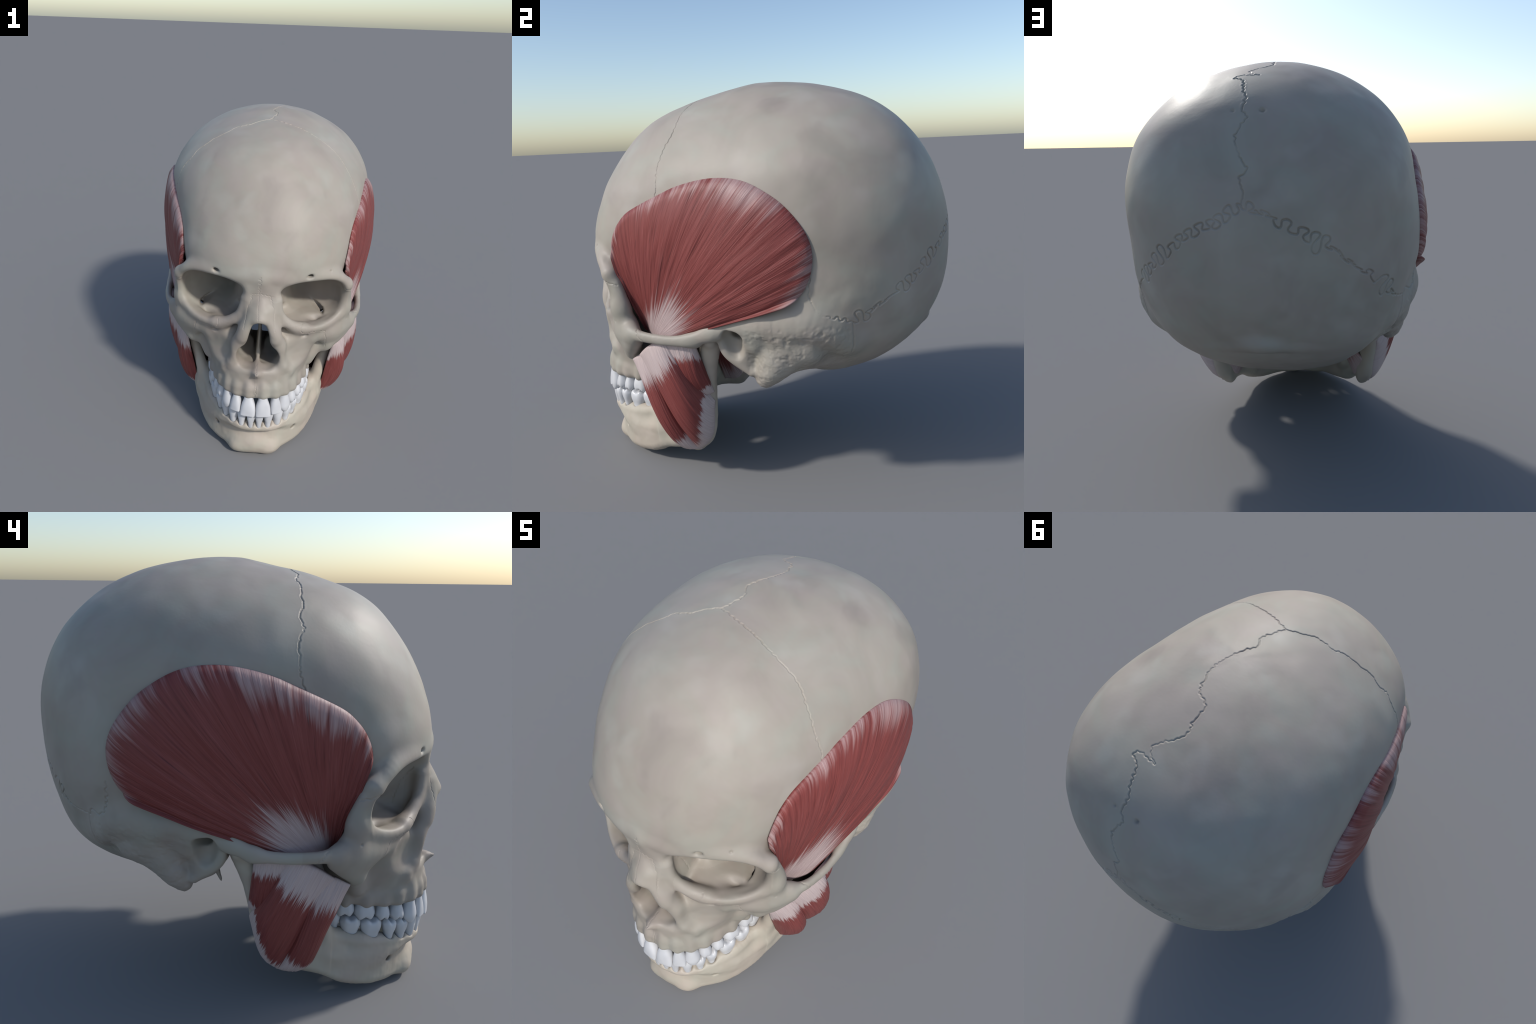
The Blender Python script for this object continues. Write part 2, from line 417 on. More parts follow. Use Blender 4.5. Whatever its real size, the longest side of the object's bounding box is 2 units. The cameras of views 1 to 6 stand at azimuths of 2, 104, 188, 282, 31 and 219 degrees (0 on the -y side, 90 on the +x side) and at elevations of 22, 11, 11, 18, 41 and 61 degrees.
    s.add(tube([(0.0, -0.975, 0.625), (0.0, -0.930, 0.618), (0.0, -0.88, 0.60)], [0.008, 0.026, 0.04]), 0.035)
    # root bulges over the upper teeth
    for (kind, x, y, w, d, z0, z1, lean), o in zip(UPPER, row_frames(UPPER)):
        long = {"canine": 0.13, "incisor": 0.09}.get(kind, 0.07)
        px, py = x - o[0] * 0.022, y - o[1] * 0.022
        s.add(tube([(px, py, 0.468), (px - o[0] * 0.008, py - o[1] * 0.008, 0.468 + long * 0.6), (px - o[0] * 0.03, py - o[1] * 0.03, 0.468 + long)], [0.026, 0.022, 0.012]), 0.02)
    # --- pterygoid plates
    s.add(plate((0.185, -0.375, 0.70), (0.008, 0.05, 0.13), rot=(0.15, 0, -0.35), rounding=0.012), 0.03)
    s.add(plate((0.135, -0.350, 0.70), (0.008, 0.05, 0.13), rot=(0.15, 0, 0.1), rounding=0.012), 0.03)
    # ================= hollows
    s.cut(horn(oy, ocx, ocz, ow, oh), 0.02)
    # nasal cavity: pear-shaped opening running back to the choanae
    s.cut(horn([-1.03, -0.93, -0.86, -0.70, -0.50, -0.36, -0.2], [0] * 7, [0.80, 0.80, 0.81, 0.81, 0.79, 0.77, 0.76],
               [0.056, 0.060, 0.085, 0.095, 0.095, 0.085, 0.08], [0.160, 0.158, 0.160, 0.160, 0.14, 0.105, 0.09], power=2.2), 0.012)
    s.cut(ellipsoid((0.060, -0.74, 0.735), (0.078, 0.17, 0.11)), 0.015)
    s.cut(ellipsoid((0.058, -0.90, 0.705), (0.066, 0.16, 0.078)), 0.012)
    # inner end of the lower rim, rising to the nose (lacrimal crest)
    s.add(tube([(0.098, -0.868, 1.06), (0.106, -0.868, 1.00), (0.126, -0.860, 0.955), (0.160, -0.846, 0.918), (0.20, -0.826, 0.888), (0.25, -0.805, 0.872)], [0.014, 0.017, 0.019, 0.020, 0.020, 0.02]), 0.05)
    s.cut(tube([(0.135, -0.815, 0.955), (0.130, -0.79, 0.90)], [0.015, 0.012]), 0.012)      # tear duct
    # canine fossa, infraorbital hole, brow hole, incisor pits
    s.cut(ellipsoid((0.250, -0.850, 0.715), (0.080, 0.045, 0.07), rot=(0, 0, 0.5)), 0.06)
    s.cut(tube([(0.245, -0.90, 0.772), (0.266, -0.80, 0.815)], [0.013, 0.010], squash=(0.8, 1, 1)), 0.012)
    s.cut(tube([(0.262, -0.90, 1.200), (0.262, -0.80, 1.222)], [0.013, 0.012], squash=(0.75, 1, 1.2)), 0.012)
    # ear canal, ditch behind the joint, digastric notch
    s.cut(ellipsoid((0.655, 0.004, 0.800), (0.075, 0.050, 0.088), rot=(0.25, 0, 0)), 0.012)
    s.cut(tube([(0.66, 0.018, 0.845), (0.58, 0.016, 0.85), (0.50, 0.00, 0.86)], [0.038, 0.030, 0.014]), 0.012)
    s.cut(ellipsoid((0.545, -0.118, 0.79), (0.085, 0.042, 0.045)), 0.02)
    s.cut(tube([(0.50, 0.06, 0.56), (0.47, 0.22, 0.60), (0.46, 0.34, 0.64)], [0.03, 0.03, 0.02]), 0.03)
    # foramen magnum and fissures in the orbit
    s.cut(tube([(0, 0.27, 0.40), (0, 0.27, 0.62), (0, 0.27, 0.80)], 0.10, squash=(1.15, 1, 1)), 0.02)
    s.cut(tube([(0.365, -0.60, 0.892), (0.29, -0.55, 0.930), (0.21, -0.49, 1.000), (0.18, -0.44, 1.06)], [0.014, 0.012, 0.010, 0.008], squash=(1, 0.22, 1)), 0.008)
    # --- septum and turbinates inside the nose
    s.add(plate((0, -0.60, 0.80), (0.003, 0.19, 0.20), rounding=0.005), 0.012)
    s.add(tube([(0, -0.93, 0.612), (0, -0.86, 0.63), (0, -0.78, 0.68), (0, -0.70, 0.76)], [0.018, 0.014, 0.010, 0.008]), 0.02)
    s.add(tube([(0.110, -0.875, 0.800), (0.100, -0.80, 0.775), (0.10, -0.62, 0.76)], [0.018, 0.020, 0.018], squash=(1, 1, 0.8)), 0.012)
    return s

#@@JAW
def build_jaw():
    s = Solid(H_JAW, 0.68, (-1.0, 0.02), (-0.05, 0.92))
    body = [(0, -0.842), (0.095, -0.830), (0.175, -0.780), (0.250, -0.695), (0.320, -0.575), (0.372, -0.455), (0.414, -0.330)]
    s.add(wall(body, [0.060, 0.057, 0.066, 0.080, 0.110, 0.168, 0.200], [0.21, 0.21, 0.20, 0.19, 0.20, 0.24, 0.30], [0.042, 0.044, 0.048, 0.054, 0.050, 0.042, 0.038]), 0.02)
    # tooth-bearing ridge, farther in than the base
    ridge = [(0, -0.909), (0.087, -0.896), (0.155, -0.848), (0.222, -0.757), (0.270, -0.665), (0.300, -0.560), (0.316, -0.460), (0.337, -0.42)]
    s.add(wall(ridge, [0.228, 0.228, 0.225, 0.19, 0.17, 0.18, 0.22, 0.25], [0.232, 0.232, 0.236, 0.247, 0.262, 0.285, 0.31, 0.33], [0.030, 0.030, 0.031, 0.038, 0.044, 0.046, 0.042, 0.03]), 0.03)
    # chin
    s.add(ellipsoid((0.0, -0.874, 0.075), (0.07, 0.042, 0.055)), 0.06)
    s.add(ellipsoid((0.095, -0.860, 0.055), (0.05, 0.042, 0.042)), 0.06)
    # ramus: rear edge, front edge with coronoid, sheet between, joint head
    s.add(tube([(0.424, -0.290, 0.190), (0.452, -0.228, 0.260), (0.472, -0.198, 0.38), (0.486, -0.188, 0.52), (0.510, -0.170, 0.64), (0.548, -0.138, 0.770)],
               [0.048, 0.050, 0.046, 0.044, 0.046, 0.050], squash=(1.35, 1, 1)), 0.03)
    s.add(tube([(0.345, -0.500, 0.25), (0.375, -0.480, 0.36), (0.415, -0.462, 0.50), (0.455, -0.455, 0.66), (0.485, -0.435, 0.79)],
               [0.040, 0.036, 0.034, 0.034, 0.016], squash=(1.1, 1, 1)), 0.06)
    s.add(tube([(0.395, -0.350, 0.26), (0.425, -0.320, 0.42), (0.455, -0.310, 0.56), (0.47, -0.32, 0.63)], [0.115, 0.120, 0.105, 0.08], squash=(5.0, 1, 1)), 0.03)
    s.add(tube([(0.49, -0.105, 0.805), (0.545, -0.115, 0.815), (0.585, -0.128, 0.812)], [0.030, 0.036, 0.034]), 0.04)
    # hollows: mental hole, dent above the chin, oblique line
    s.cut(tube([(0.262, -0.815, 0.168), (0.19, -0.745, 0.148)], [0.016, 0.013]), 0.01)
    # tooth sockets scallop the rim
    for x, y, z in SOCKETS:
        s.cut(ellipsoid((x, y, z), (0.024, 0.030, 0.035)), 0.012)
    return s

#@@TEETH
# (kind, plan position of the crown's outer face, width, depth); right half, mirrored later
def crown(kind, w, d, hgt, cusps):
    """One tooth: rings of a rounded box from root to biting edge."""
    prof = {  # t, width factor, depth factor
        "incisor": [(-0.28, .46, .60), (-0.1, .54, .80), (0.12, .63, .86), (0.4, .87, .90), (0.68, .99, .78), (0.88, 1.0, .52), (0.97, .98, .38), (1.0, .93, .26)],
        "canine": [(-0.28, .45, .55), (-0.1, .62, .85), (0.12, .70, .95), (0.4, .92, 1.0), (0.65, 1.0, .90), (0.82, .80, .66), (0.94, .46, .40), (1.0, .16, .14)],
        "premolar": [(-0.28, .45, .55), (-0.1, .55, .75), (0.1, .62, .82), (0.4, .90, .98), (0.65, 1.0, 1.0), (0.84, .88, .86), (0.95, .62, .62), (1.0, .30, .30)],
        "molar": [(-0.28, .62, .62), (-0.1, .72, .80), (0.1, .78, .86), (0.4, .96, .99), (0.65, 1.0, 1.0), (0.84, .95, .92), (0.95, .80, .76), (1.0, .55, .5)],
    }[kind]
    c = catmull(prof, 4)
    n, pw = 32, (2.6 if kind in ("incisor", "molar") else 2.2)
    th = np.linspace(0, 2 * np.pi, n, endpoint=False)
    cx = np.sign(np.cos(th)) * np.abs(np.cos(th)) ** (2 / pw)
    cy = np.sign(np.sin(th)) * np.abs(np.sin(th)) ** (2 / pw)
    V = []
    for t, a, b in c:
        x, y = cx * a * w / 2, cy * b * d / 2
        if kind in ("incisor", "canine"):      # outer face stays proud, inner face slopes
            y = y - (1 - b) * d * (0.30 if kind == "incisor" else 0.15)
        z = np.full(n, t * hgt)
        if kind == "molar" or kind == "premolar":
            k = np.clip((t - 0.6) / 0.4, 0, 1)
            z = z - k * hgt * (0.16 * (0.5 + 0.5 * np.cos(cusps * np.pi * x / (w / 2))) * (np.abs(cy) > 0.2) + 0.06)
            bulge = 1 - 0.05 * np.cos(cusps * np.pi * x / (w / 2)) * np.clip(t, 0, 1)
            y = y * bulge
        V.append(np.stack([x, y, z], 1))
    rings = len(V)
    V = np.vstack(V + [np.array([[0, V[-1][:, 1].mean(), (0.86 if kind in ("molar", "premolar") else 1.0) * hgt]])])
    F = [[r * n + i, r * n + (i + 1) % n, (r + 1) * n + (i + 1) % n, (r + 1) * n + i] for r in range(rings - 1) for i in range(n)]
    top = len(V) - 1
    F += [[(rings - 1) * n + i, (rings - 1) * n + (i + 1) % n, top, top] for i in range(n)]
    return V, F

UPPER = [  # kind, x, y of the outer face at the gum, width, depth, gum z, edge z, outward lean
    ("incisor", 0.047, -0.952, 0.091, 0.060, 0.450, 0.338, 0.022), ("incisor", 0.124, -0.927, 0.068, 0.056, 0.450, 0.350, 0.020),
    ("canine", 0.183, -0.884, 0.078, 0.066, 0.452, 0.336, 0.018), ("premolar", 0.231, -0.824, 0.071, 0.085, 0.454, 0.354, 0.010),
    ("premolar", 0.263, -0.757, 0.070, 0.085, 0.458, 0.360, 0.008), ("molar", 0.298, -0.672, 0.103, 0.100, 0.468, 0.374, 0.006),
    ("molar", 0.321, -0.573, 0.095, 0.098, 0.481, 0.392, 0.006), ("molar", 0.330, -0.487, 0.080, 0.088, 0.495, 0.420, 0.004)]
LOWER = [
    ("incisor", 0.028, -0.942, 0.056, 0.050, 0.258, 0.350, 0.008), ("incisor", 0.085, -0.930, 0.059, 0.050, 0.260, 0.355, 0.008),
    ("canine", 0.145, -0.900, 0.067, 0.060, 0.260, 0.368, 0.010), ("premolar", 0.199, -0.856, 0.071, 0.070, 0.268, 0.374, 0.006),
    ("premolar", 0.240, -0.796, 0.072, 0.076, 0.278, 0.376, 0.004), ("molar", 0.285, -0.708, 0.108, 0.094, 0.288, 0.386, 0.0),
    ("molar", 0.318, -0.606, 0.103, 0.092, 0.308, 0.398, 0.0), ("molar", 0.328, -0.510, 0.090, 0.086, 0.336, 0.425, 0.0)]

def row_frames(row):
    """Outward direction of each tooth from its neighbours in the row."""
    P = np.array([(r[1], r[2]) for r in row])
    P = np.vstack([[-P[0, 0], P[0, 1]], P, 2 * P[-1] - P[-2]])
    out = []
    for i in range(1, len(P) - 1):
        t = P[i + 1] - P[i - 1]; t /= np.hypot(*t)
        out.append(np.array([-t[1], t[0]]) * (1 if -t[1] >= 0 else 1))
    return [(-o if (o @ np.array([P[i + 1, 0], P[i + 1, 1] + 0.5]) < 0) else o) for i, o in enumerate(out)]

SOCKETS = []
for r, o in zip(LOWER, row_frames(LOWER)):
    SOCKETS.append((r[1] - o[0] * r[4] * 0.35, r[2] - o[1] * r[4] * 0.35, r[5] + 0.012))

def build_teeth(mat, parent):
    for row, sign, in ((UPPER, -1), (LOWER, 1)):
        for (kind, x, y, w, d, z0, z1, lean), o in zip(row, row_frames(row)):
            hgt = abs(z1 - z0)
            V, F = crown(kind, w * 0.985, d, hgt, 2)
            V[:, 1] -= lean * V[:, 2] / hgt
            out = np.array([o[0], o[1], 0]); up = np.array([0, 0, float(sign)])
            along = np.cross(-out, up)
            R = np.stack([along, -out, up], 1)            # local y points inwards
            for m in (1, -1):
                P = V @ R.T
                P = P + np.array([x - o[0] * d / 2, y - o[1] * d / 2, z0])
                P = P + rng.normal(0, 0.0015, 3)
                if m < 0:
                    P = P * (-1, 1, 1)
                Fm = [f[::-1] for f in F] if (m < 0) != (np.linalg.det(R) < 0) else F
                Fm = [[a for k, a in enumerate(f) if a not in f[:k]] for f in Fm]
                me = bpy.data.meshes.new(kind); me.from_pydata(to_world(P).tolist(), [], Fm)
                me.polygons.foreach_set("use_smooth", [True] * len(me.polygons))
                me.materials.append(mat); me.update()
                ob = bpy.data.objects.new(kind, me)
                bpy.context.scene.collection.objects.link(ob); ob.parent = parent

#@@MUSCLE
def side_of_braincase(y, z):
    """Outermost x of the brain case at the given side-view position."""
    lo, hi = np.full(len(y), 0.05), np.full(len(y), 0.80)
    for _ in range(24):
        m = (lo + hi) / 2
        r, R = braincase_radius(m, y - CENTRE[1], z - CENTRE[2])
        inside = r < R
        lo = np.where(inside, m, lo); hi = np.where(inside, hi, m)
    return lo

def slab(name, outer, inner, mat, parent, side):
    """Closed sheet of muscle from two (n,m,3) surfaces; UV = (across, along)."""
    n, m = outer.shape[:2]
    A, B = outer.reshape(-1, 3), inner.reshape(-1, 3)
    V = np.vstack([A, B]) * (side, 1, 1)
    k = n * m
    i, j = np.meshgrid(np.arange(n - 1), np.arange(m - 1), indexing="ij")
    q = np.stack([i * m + j, (i + 1) * m + j, (i + 1) * m + j + 1, i * m + j + 1], -1).reshape(-1, 4)
    F = [q, q[:, ::-1] + k]
    def strip(ids):
        a, b = ids[:-1], ids[1:]
        return np.stack([a, b, b + k, a + k], 1)
    e = np.arange(m); g = np.arange(n) * m
    F += [strip(e)[:, ::-1] if False else strip(e), strip((n - 1) * m + e)[:, ::-1], strip(g)[:, ::-1], strip(g + m - 1)]
    F = np.vstack(F)
    if side < 0:
        F = F[:, ::-1]
    ob = make_mesh(name, to_world(V), F, mat, parent=parent)
    uv = np.stack(np.meshgrid(np.linspace(0, 1, n), np.linspace(0, 1, m), indexing="ij"), -1).reshape(-1, 2)
    uv = np.vstack([uv, uv])
    lay = ob.data.uv_layers.new(name="fibres")
    li = np.empty(len(ob.data.loops), np.int32); ob.data.loops.foreach_get("vertex_index", li)
    lay.data.foreach_set("uv", uv[li].astype(f32).ravel())
    bm = bmesh.new(); bm.from_mesh(ob.data)
    bmesh.ops.recalc_face_normals(bm, faces=bm.faces); bm.to_mesh(ob.data); bm.free()
    return ob

FAN = [  # rim of the temporalis on the skull, side view (y, z), front to back
    (-0.580, 1.060), (-0.618, 1.120), (-0.648, 1.190), (-0.645, 1.250), (-0.622, 1.310), (-0.585, 1.362), (-0.53, 1.412), (-0.44, 1.458), (-0.35, 1.498),
    (-0.25, 1.540), (-0.14, 1.568), (-0.05, 1.578), (0.04, 1.573), (0.12, 1.552), (0.20, 1.510), (0.27, 1.460), (0.33, 1.395),
    (0.375, 1.325), (0.395, 1.255), (0.392, 1.185), (0.37, 1.115), (0.33, 1.055), (0.27, 1.010)]

def build_temporalis(mat, parent, side):
    rim = catmull(FAN, 10)
    n, m = len(rim), 70
    a = np.linspace(0, 1, n)
    seed = 11 if side > 0 else 12
    end = np.stack([interp(a, [0, 0.5, 1], [-0.535, -0.47, -0.36]), interp(a, [0, 0.5, 1], [0.800, 0.775, 0.790])], 1)
    s = np.linspace(0, 1, m) ** 0.85
    yz = rim[:, None] * (1 - s[None, :, None]) + end[:, None] * s[None, :, None]
    y, z = yz[..., 0].ravel(), yz[..., 1].ravel()
    bone_x = side_of_braincase(y, z).reshape(n, m)
    bone_x = np.maximum(bone_x, 0.37)
    rim_x = np.maximum(bone_x[:, :1], interp(a, [0, 0.06, 0.12, 0.2, 0.85, 0.95, 1.0], [0.478, 0.480, 0.474, 0.40, 0.40, 0.685, 0.690])[:, None])
    end_x = interp(a, [0, 0.25, 0.5, 0.8, 1], [0.415, 0.425, 0.470, 0.530, 0.555])[:, None]
    bulge = interp(a, [0, 0.15, 0.3, 0.5, 0.75, 0.9, 1.0], [0.015, 0.030, 0.048, 0.074, 0.088 if side > 0 else 0.075, 0.065 if side > 0 else 0.050, 0.02])[:, None] + (0.0 if side > 0 else 0.008)
    x = rim_x * (1 - s) + end_x * s + bulge * np.sin(np.pi * s ** 0.75)
    x = np.maximum(x, bone_x + 0.008)
    edge = np.minimum(s / 0.05, 1)[None] * np.minimum(np.minimum(a, 1 - a) / 0.02, 1)[:, None]
    lift = 0.014 * np.sqrt(np.clip(edge, 0, 1)) + 0.002
    # fibre ridges
    P = np.stack([np.repeat(a * 55, m), np.tile(s * 3.0, n), np.zeros(n * m)], 1)
    ridge = lattice_noise(P, 1.0, seed, 3).reshape(n, m) * 0.006 * np.minimum(1, (1 - s) * 2.5)
    x = x + lift + ridge * edge
    outer = np.stack([x, yz[..., 0], yz[..., 1]], -1)
    inner = np.stack([np.maximum(bone_x - 0.012, np.minimum(x - 0.03, 0.50)), yz[..., 0], yz[..., 1]], -1)
    inner[..., 0] = np.minimum(inner[..., 0], x - 0.01)
    thin = (1 - sstep(a, 0.18, 0.35))[:, None]
    inner[..., 0] = inner[..., 0] * (1 - thin) + (x - 0.008) * thin
    return slab("temporalis_muscle", outer, inner, mat, parent, side)

def build_belly(name, top, bottom, bulge, thick, mat, parent, side, seed, n=70, m=60, flat=0.5):
    if "masseter" in name:                       # the left one is the fuller
        bulge = bulge * (1.35 if side > 0 else 1.05)
    """Strap muscle between two attachment curves, swelling towards +x."""
    T, B = catmull(top, 20), catmull(bottom, 20)
    pick = lambda C: np.stack([np.interp(np.linspace(0, 1, n), np.linspace(0, 1, len(C)), C[:, k]) for k in range(3)], 1)
    T, B = pick(T), pick(B)
    s = np.linspace(0, 1, m); a = np.linspace(0, 1, n)
    mid = T[:, None] * (1 - s)[None, :, None] + B[:, None] * s[None, :, None]
    across = np.clip(np.sin(np.pi * a), 0, 1) ** flat
    along = np.clip(np.sin(np.pi * s ** 1.4), 0, 1) ** 0.55
    P = np.stack([np.repeat(a * 28, m), np.tile(s * 1.6, n), np.zeros(n * m)], 1)
    ridge = lattice_noise(P, 1.0, seed, 3).reshape(n, m) * 0.0035
    swell = bulge * across[:, None] * along[None]
    outer = mid.copy(); outer[..., 0] += swell + thick * (0.25 + 0.75 * np.minimum(1, across * 1.5))[:, None] + ridge
    inner = mid.copy(); inner[..., 0] -= 0.006
    return slab(name, outer, inner, mat, parent, side)

def build_muscles(mat, parent):
    for side in (1, -1):
        build_temporalis(mat["temporalis"][side], parent, side)
        build_belly("masseter_muscle", [(0.502, -0.535, 0.690), (0.550, -0.465, 0.752), (0.584, -0.395, 0.790), (0.596, -0.335, 0.800)],
                    [(0.450, -0.275, 0.165), (0.462, -0.210, 0.215), (0.476, -0.170, 0.30), (0.500, -0.150, 0.46)], 0.075, 0.016, mat["masseter"][side], parent, side, 31)
        build_belly("masseter_front_strip", [(0.458, -0.600, 0.645), (0.490, -0.535, 0.690), (0.53, -0.48, 0.72)],
                    [(0.412, -0.420, 0.190), (0.428, -0.345, 0.155), (0.450, -0.255, 0.165)], 0.070, 0.012, mat["masseter"][side], parent, side, 41)
        build_belly("masseter_deep_part", [(0.590, -0.380, 0.803), (0.602, -0.270, 0.803), (0.600, -0.195, 0.785)],
                    [(0.49, -0.30, 0.45), (0.500, -0.21, 0.48), (0.505, -0.150, 0.51)], 0.035, 0.012, mat["masseter"][side], parent, side, 51)
        build_belly("medial_pterygoid_muscle", [(0.165, -0.440, 0.70), (0.150, -0.390, 0.66), (0.150, -0.330, 0.63)],
                    [(0.360, -0.370, 0.190), (0.375, -0.280, 0.20), (0.420, -0.195, 0.32)], 0.02, 0.02, mat["pterygoid"][side], parent, side, 61)

#@@SUTURES
# Paths of the sutures on the finished (lopsided) bone.  weave = (amplitude, wave length,
# loopiness) of the meander, groove = (depth, half width).
CORONAL_LEFT = [(-0.026, -0.216, 1.954), (0.097, -0.255, 1.942), (0.218, -0.285, 1.902), (0.318, -0.300, 1.846), (0.408, -0.305, 1.778), (0.469, -0.339, 1.702), (0.532, -0.361, 1.591), (0.557, -0.357, 1.520), (0.57, -0.38, 1.44)]
CORONAL_RIGHT = [(-0.026, -0.216, 1.954), (-0.082, -0.238, 1.939), (-0.138, -0.272, 1.916), (-0.216, -0.275, 1.893), (-0.284, -0.307, 1.858), (-0.355, -0.318, 1.820), (-0.401, -0.337, 1.789), (-0.438, -0.327, 1.767), (-0.482, -0.355, 1.715), (-0.523, -0.343, 1.674), (-0.560, -0.355, 1.564), (-0.566, -0.382, 1.480), (-0.57, -0.39, 1.42)]
SAGITTAL = [(-0.026, -0.216, 1.954), (-0.002, -0.166, 1.969), (0.015, -0.099, 1.986), (-0.007, -0.045, 1.994), (0.026, 0.020, 2.003), (0.046, 0.079, 2.004), (0.065, 0.140, 2.001), (0.062, 0.203, 1.995), (0.032, 0.270, 1.988), (-0.028, 0.305, 1.982), (-0.026, 0.380, 1.968), (-0.041, 0.429, 1.957), (-0.010, 0.481, 1.942), (0.049, 0.533, 1.920), (0.038, 0.568, 1.903), (0.004, 0.592, 1.895), (0.092, 0.583, 1.893), (0.105, 0.606, 1.882), (0.067, 0.630, 1.874), (0.055, 0.691, 1.830), (0.039, 0.744, 1.786), (0.046, 0.787, 1.740), (0.024, 0.809, 1.713), (0.063, 0.855, 1.648), (0.048, 0.893, 1.578), (0.028, 0.911, 1.538), (0.012, 0.920, 1.514), (0.040, 0.932, 1.480), (0.026, 0.947, 1.429), (0.035, 0.960, 1.380)]
LAMBDOID_RIGHT = [(0.035, 0.960, 1.380), (-0.025, 0.961, 1.353), (-0.075, 0.959, 1.335), (-0.125, 0.957, 1.300), (-0.175, 0.948, 1.280), (-0.215, 0.938, 1.252), (-0.265, 0.920, 1.222), (-0.315, 0.896, 1.195), (-0.364, 0.863, 1.140), (-0.416, 0.821, 1.094), (-0.470, 0.772, 1.055), (-0.517, 0.719, 1.005), (-0.567, 0.639, 0.941)]
LAMBDOID_LEFT = [(0.035, 0.960, 1.380), (0.061, 0.961, 1.372), (0.097, 0.966, 1.339), (0.133, 0.969, 1.312), (0.178, 0.965, 1.306), (0.246, 0.955, 1.276), (0.296, 0.943, 1.252), (0.330, 0.931, 1.222), (0.377, 0.909, 1.190), (0.421, 0.885, 1.160), (0.492, 0.827, 1.100), (0.547, 0.760, 1.050), (0.592, 0.682, 1.000), (0.606, 0.625, 0.955), (0.620, 0.556, 0.930)]
SUTURES = [
    (CORONAL_LEFT, (0.0042, 0.028, 0.0), (0.0046, 0.0025)),
    (CORONAL_RIGHT, (0.0048, 0.030, 0.0), (0.0046, 0.0027)),
    (SAGITTAL, (0.0048, 0.028, 0.0), (0.0055, 0.0030)),
    (LAMBDOID_RIGHT, (0.034, 0.050, 1.0), (0.0075, 0.0034)),
    (LAMBDOID_LEFT, (0.030, 0.054, 1.0), (0.0075, 0.0034)),
    ([(0.620, 0.556, 0.930), (0.639, 0.501, 0.954), (0.654, 0.410, 0.985), (0.662, 0.380, 1.03), (0.672, 0.371, 1.08), (0.68, 0.38, 1.14)], (0.006, 0.04, 0.2), (0.0045, 0.0036)),
    ([(-0.567, 0.639, 0.941), (-0.608, 0.546, 0.918), (-0.623, 0.523, 0.942), (-0.645, 0.450, 0.945), (-0.665, 0.42, 1.03), (-0.675, 0.41, 1.10)], (0.006, 0.04, 0.2), (0.0045, 0.0036)),
    ([(-0.608, 0.546, 0.918), (-0.57, 0.523, 0.825), (-0.504, 0.484, 0.731)], (0.004, 0.05, 0.0), (0.005, 0.004)),
    ([(0.620, 0.556, 0.930), (0.58, 0.54, 0.83), (0.51, 0.49, 0.735)], (0.004, 0.05, 0.0), (0.005, 0.004)),
    ([(-0.012, -0.925, 1.215), (-0.014, -0.925, 1.15), (-0.012, -0.90, 1.105)], (0.009, 0.022, 0.3), (0.0018, 0.0028)),
    ([(-0.06, -0.88, 1.10), (-0.02, -0.90, 1.108), (0.03, -0.895, 1.102), (0.07, -0.87, 1.09)], (0.003, 0.02, 0.2), (0.0018, 0.0026)),
    ([(-0.012, -0.90, 1.105), (-0.012, -0.94, 1.03), (-0.010, -0.98, 0.97)], (0.0012, 0.03, 0.0), (0.0012, 0.0024)),
    ([(0.0, -0.975, 0.625), (0.004, -0.955, 0.54), (-0.002, -0.95, 0.45)], (0.003, 0.02, 0.1), (0.0024, 0.0026)),
    ([(0.0, -0.975, 0.635), (0.0, -0.93, 0.64), (0.0, -0.88, 0.64)], (0.002, 0.02, 0.1), (0.003, 0.003))]
for _m in (1, -1):
    SUTURES += [([(_m * x, y, z) for x, y, z in p], wv, gr) for p, wv, gr in (
        ([(0.241, -0.82, 0.89), (0.238, -0.835, 0.865), (0.255, -0.835, 0.845), (0.30, -0.81, 0.838), (0.35, -0.785, 0.835), (0.39, -0.755, 0.825)], (0.003, 0.03, 0.2), (0.0024, 0.0026)),
        ([(0.39, -0.755, 0.825), (0.395, -0.74, 0.78), (0.405, -0.715, 0.73), (0.402, -0.685, 0.67)], (0.003, 0.03, 0.2), (0.0024, 0.0026)),
        ([(0.475, -0.70, 1.072), (0.51, -0.69, 1.075), (0.53, -0.655, 1.06), (0.525, -0.61, 1.055)], (0.002, 0.03, 0.1), (0.0035, 0.004)),
        ([(0.58, -0.50, 0.845), (0.605, -0.495, 0.845), (0.622, -0.49, 0.82), (0.612, -0.455, 0.795)], (0.002, 0.03, 0.1), (0.0035, 0.004)),
        ([(0.048, -0.895, 1.10), (0.066, -0.905, 1.03), (0.075, -0.93, 0.96), (0.086, -0.945, 0.90)], (0.0025, 0.022, 0.2), (0.0020, 0.0025)),
        ([(0.10, -0.83, 1.09), (0.103, -0.79, 1.03), (0.115, -0.76, 0.96), (0.13, -0.75, 0.92)], (0.002, 0.02, 0.1), (0.003, 0.0035)))]
PITS = [((-0.034, 0.783, 1.740), 0.011, 0.014), ((0.086, 0.783, 1.740), 0.008, 0.010), ((0.380, -0.785, 1.225), 0.007, 0.006), ((0.525, -0.650, 0.865), 0.007, 0.006), ((-0.52, -0.63, 0.86), 0.006, 0.005),
        ((0.63, 0.19, 0.71), 0.014, 0.010), ((-0.61, 0.19, 0.71), 0.014, 0.010)]

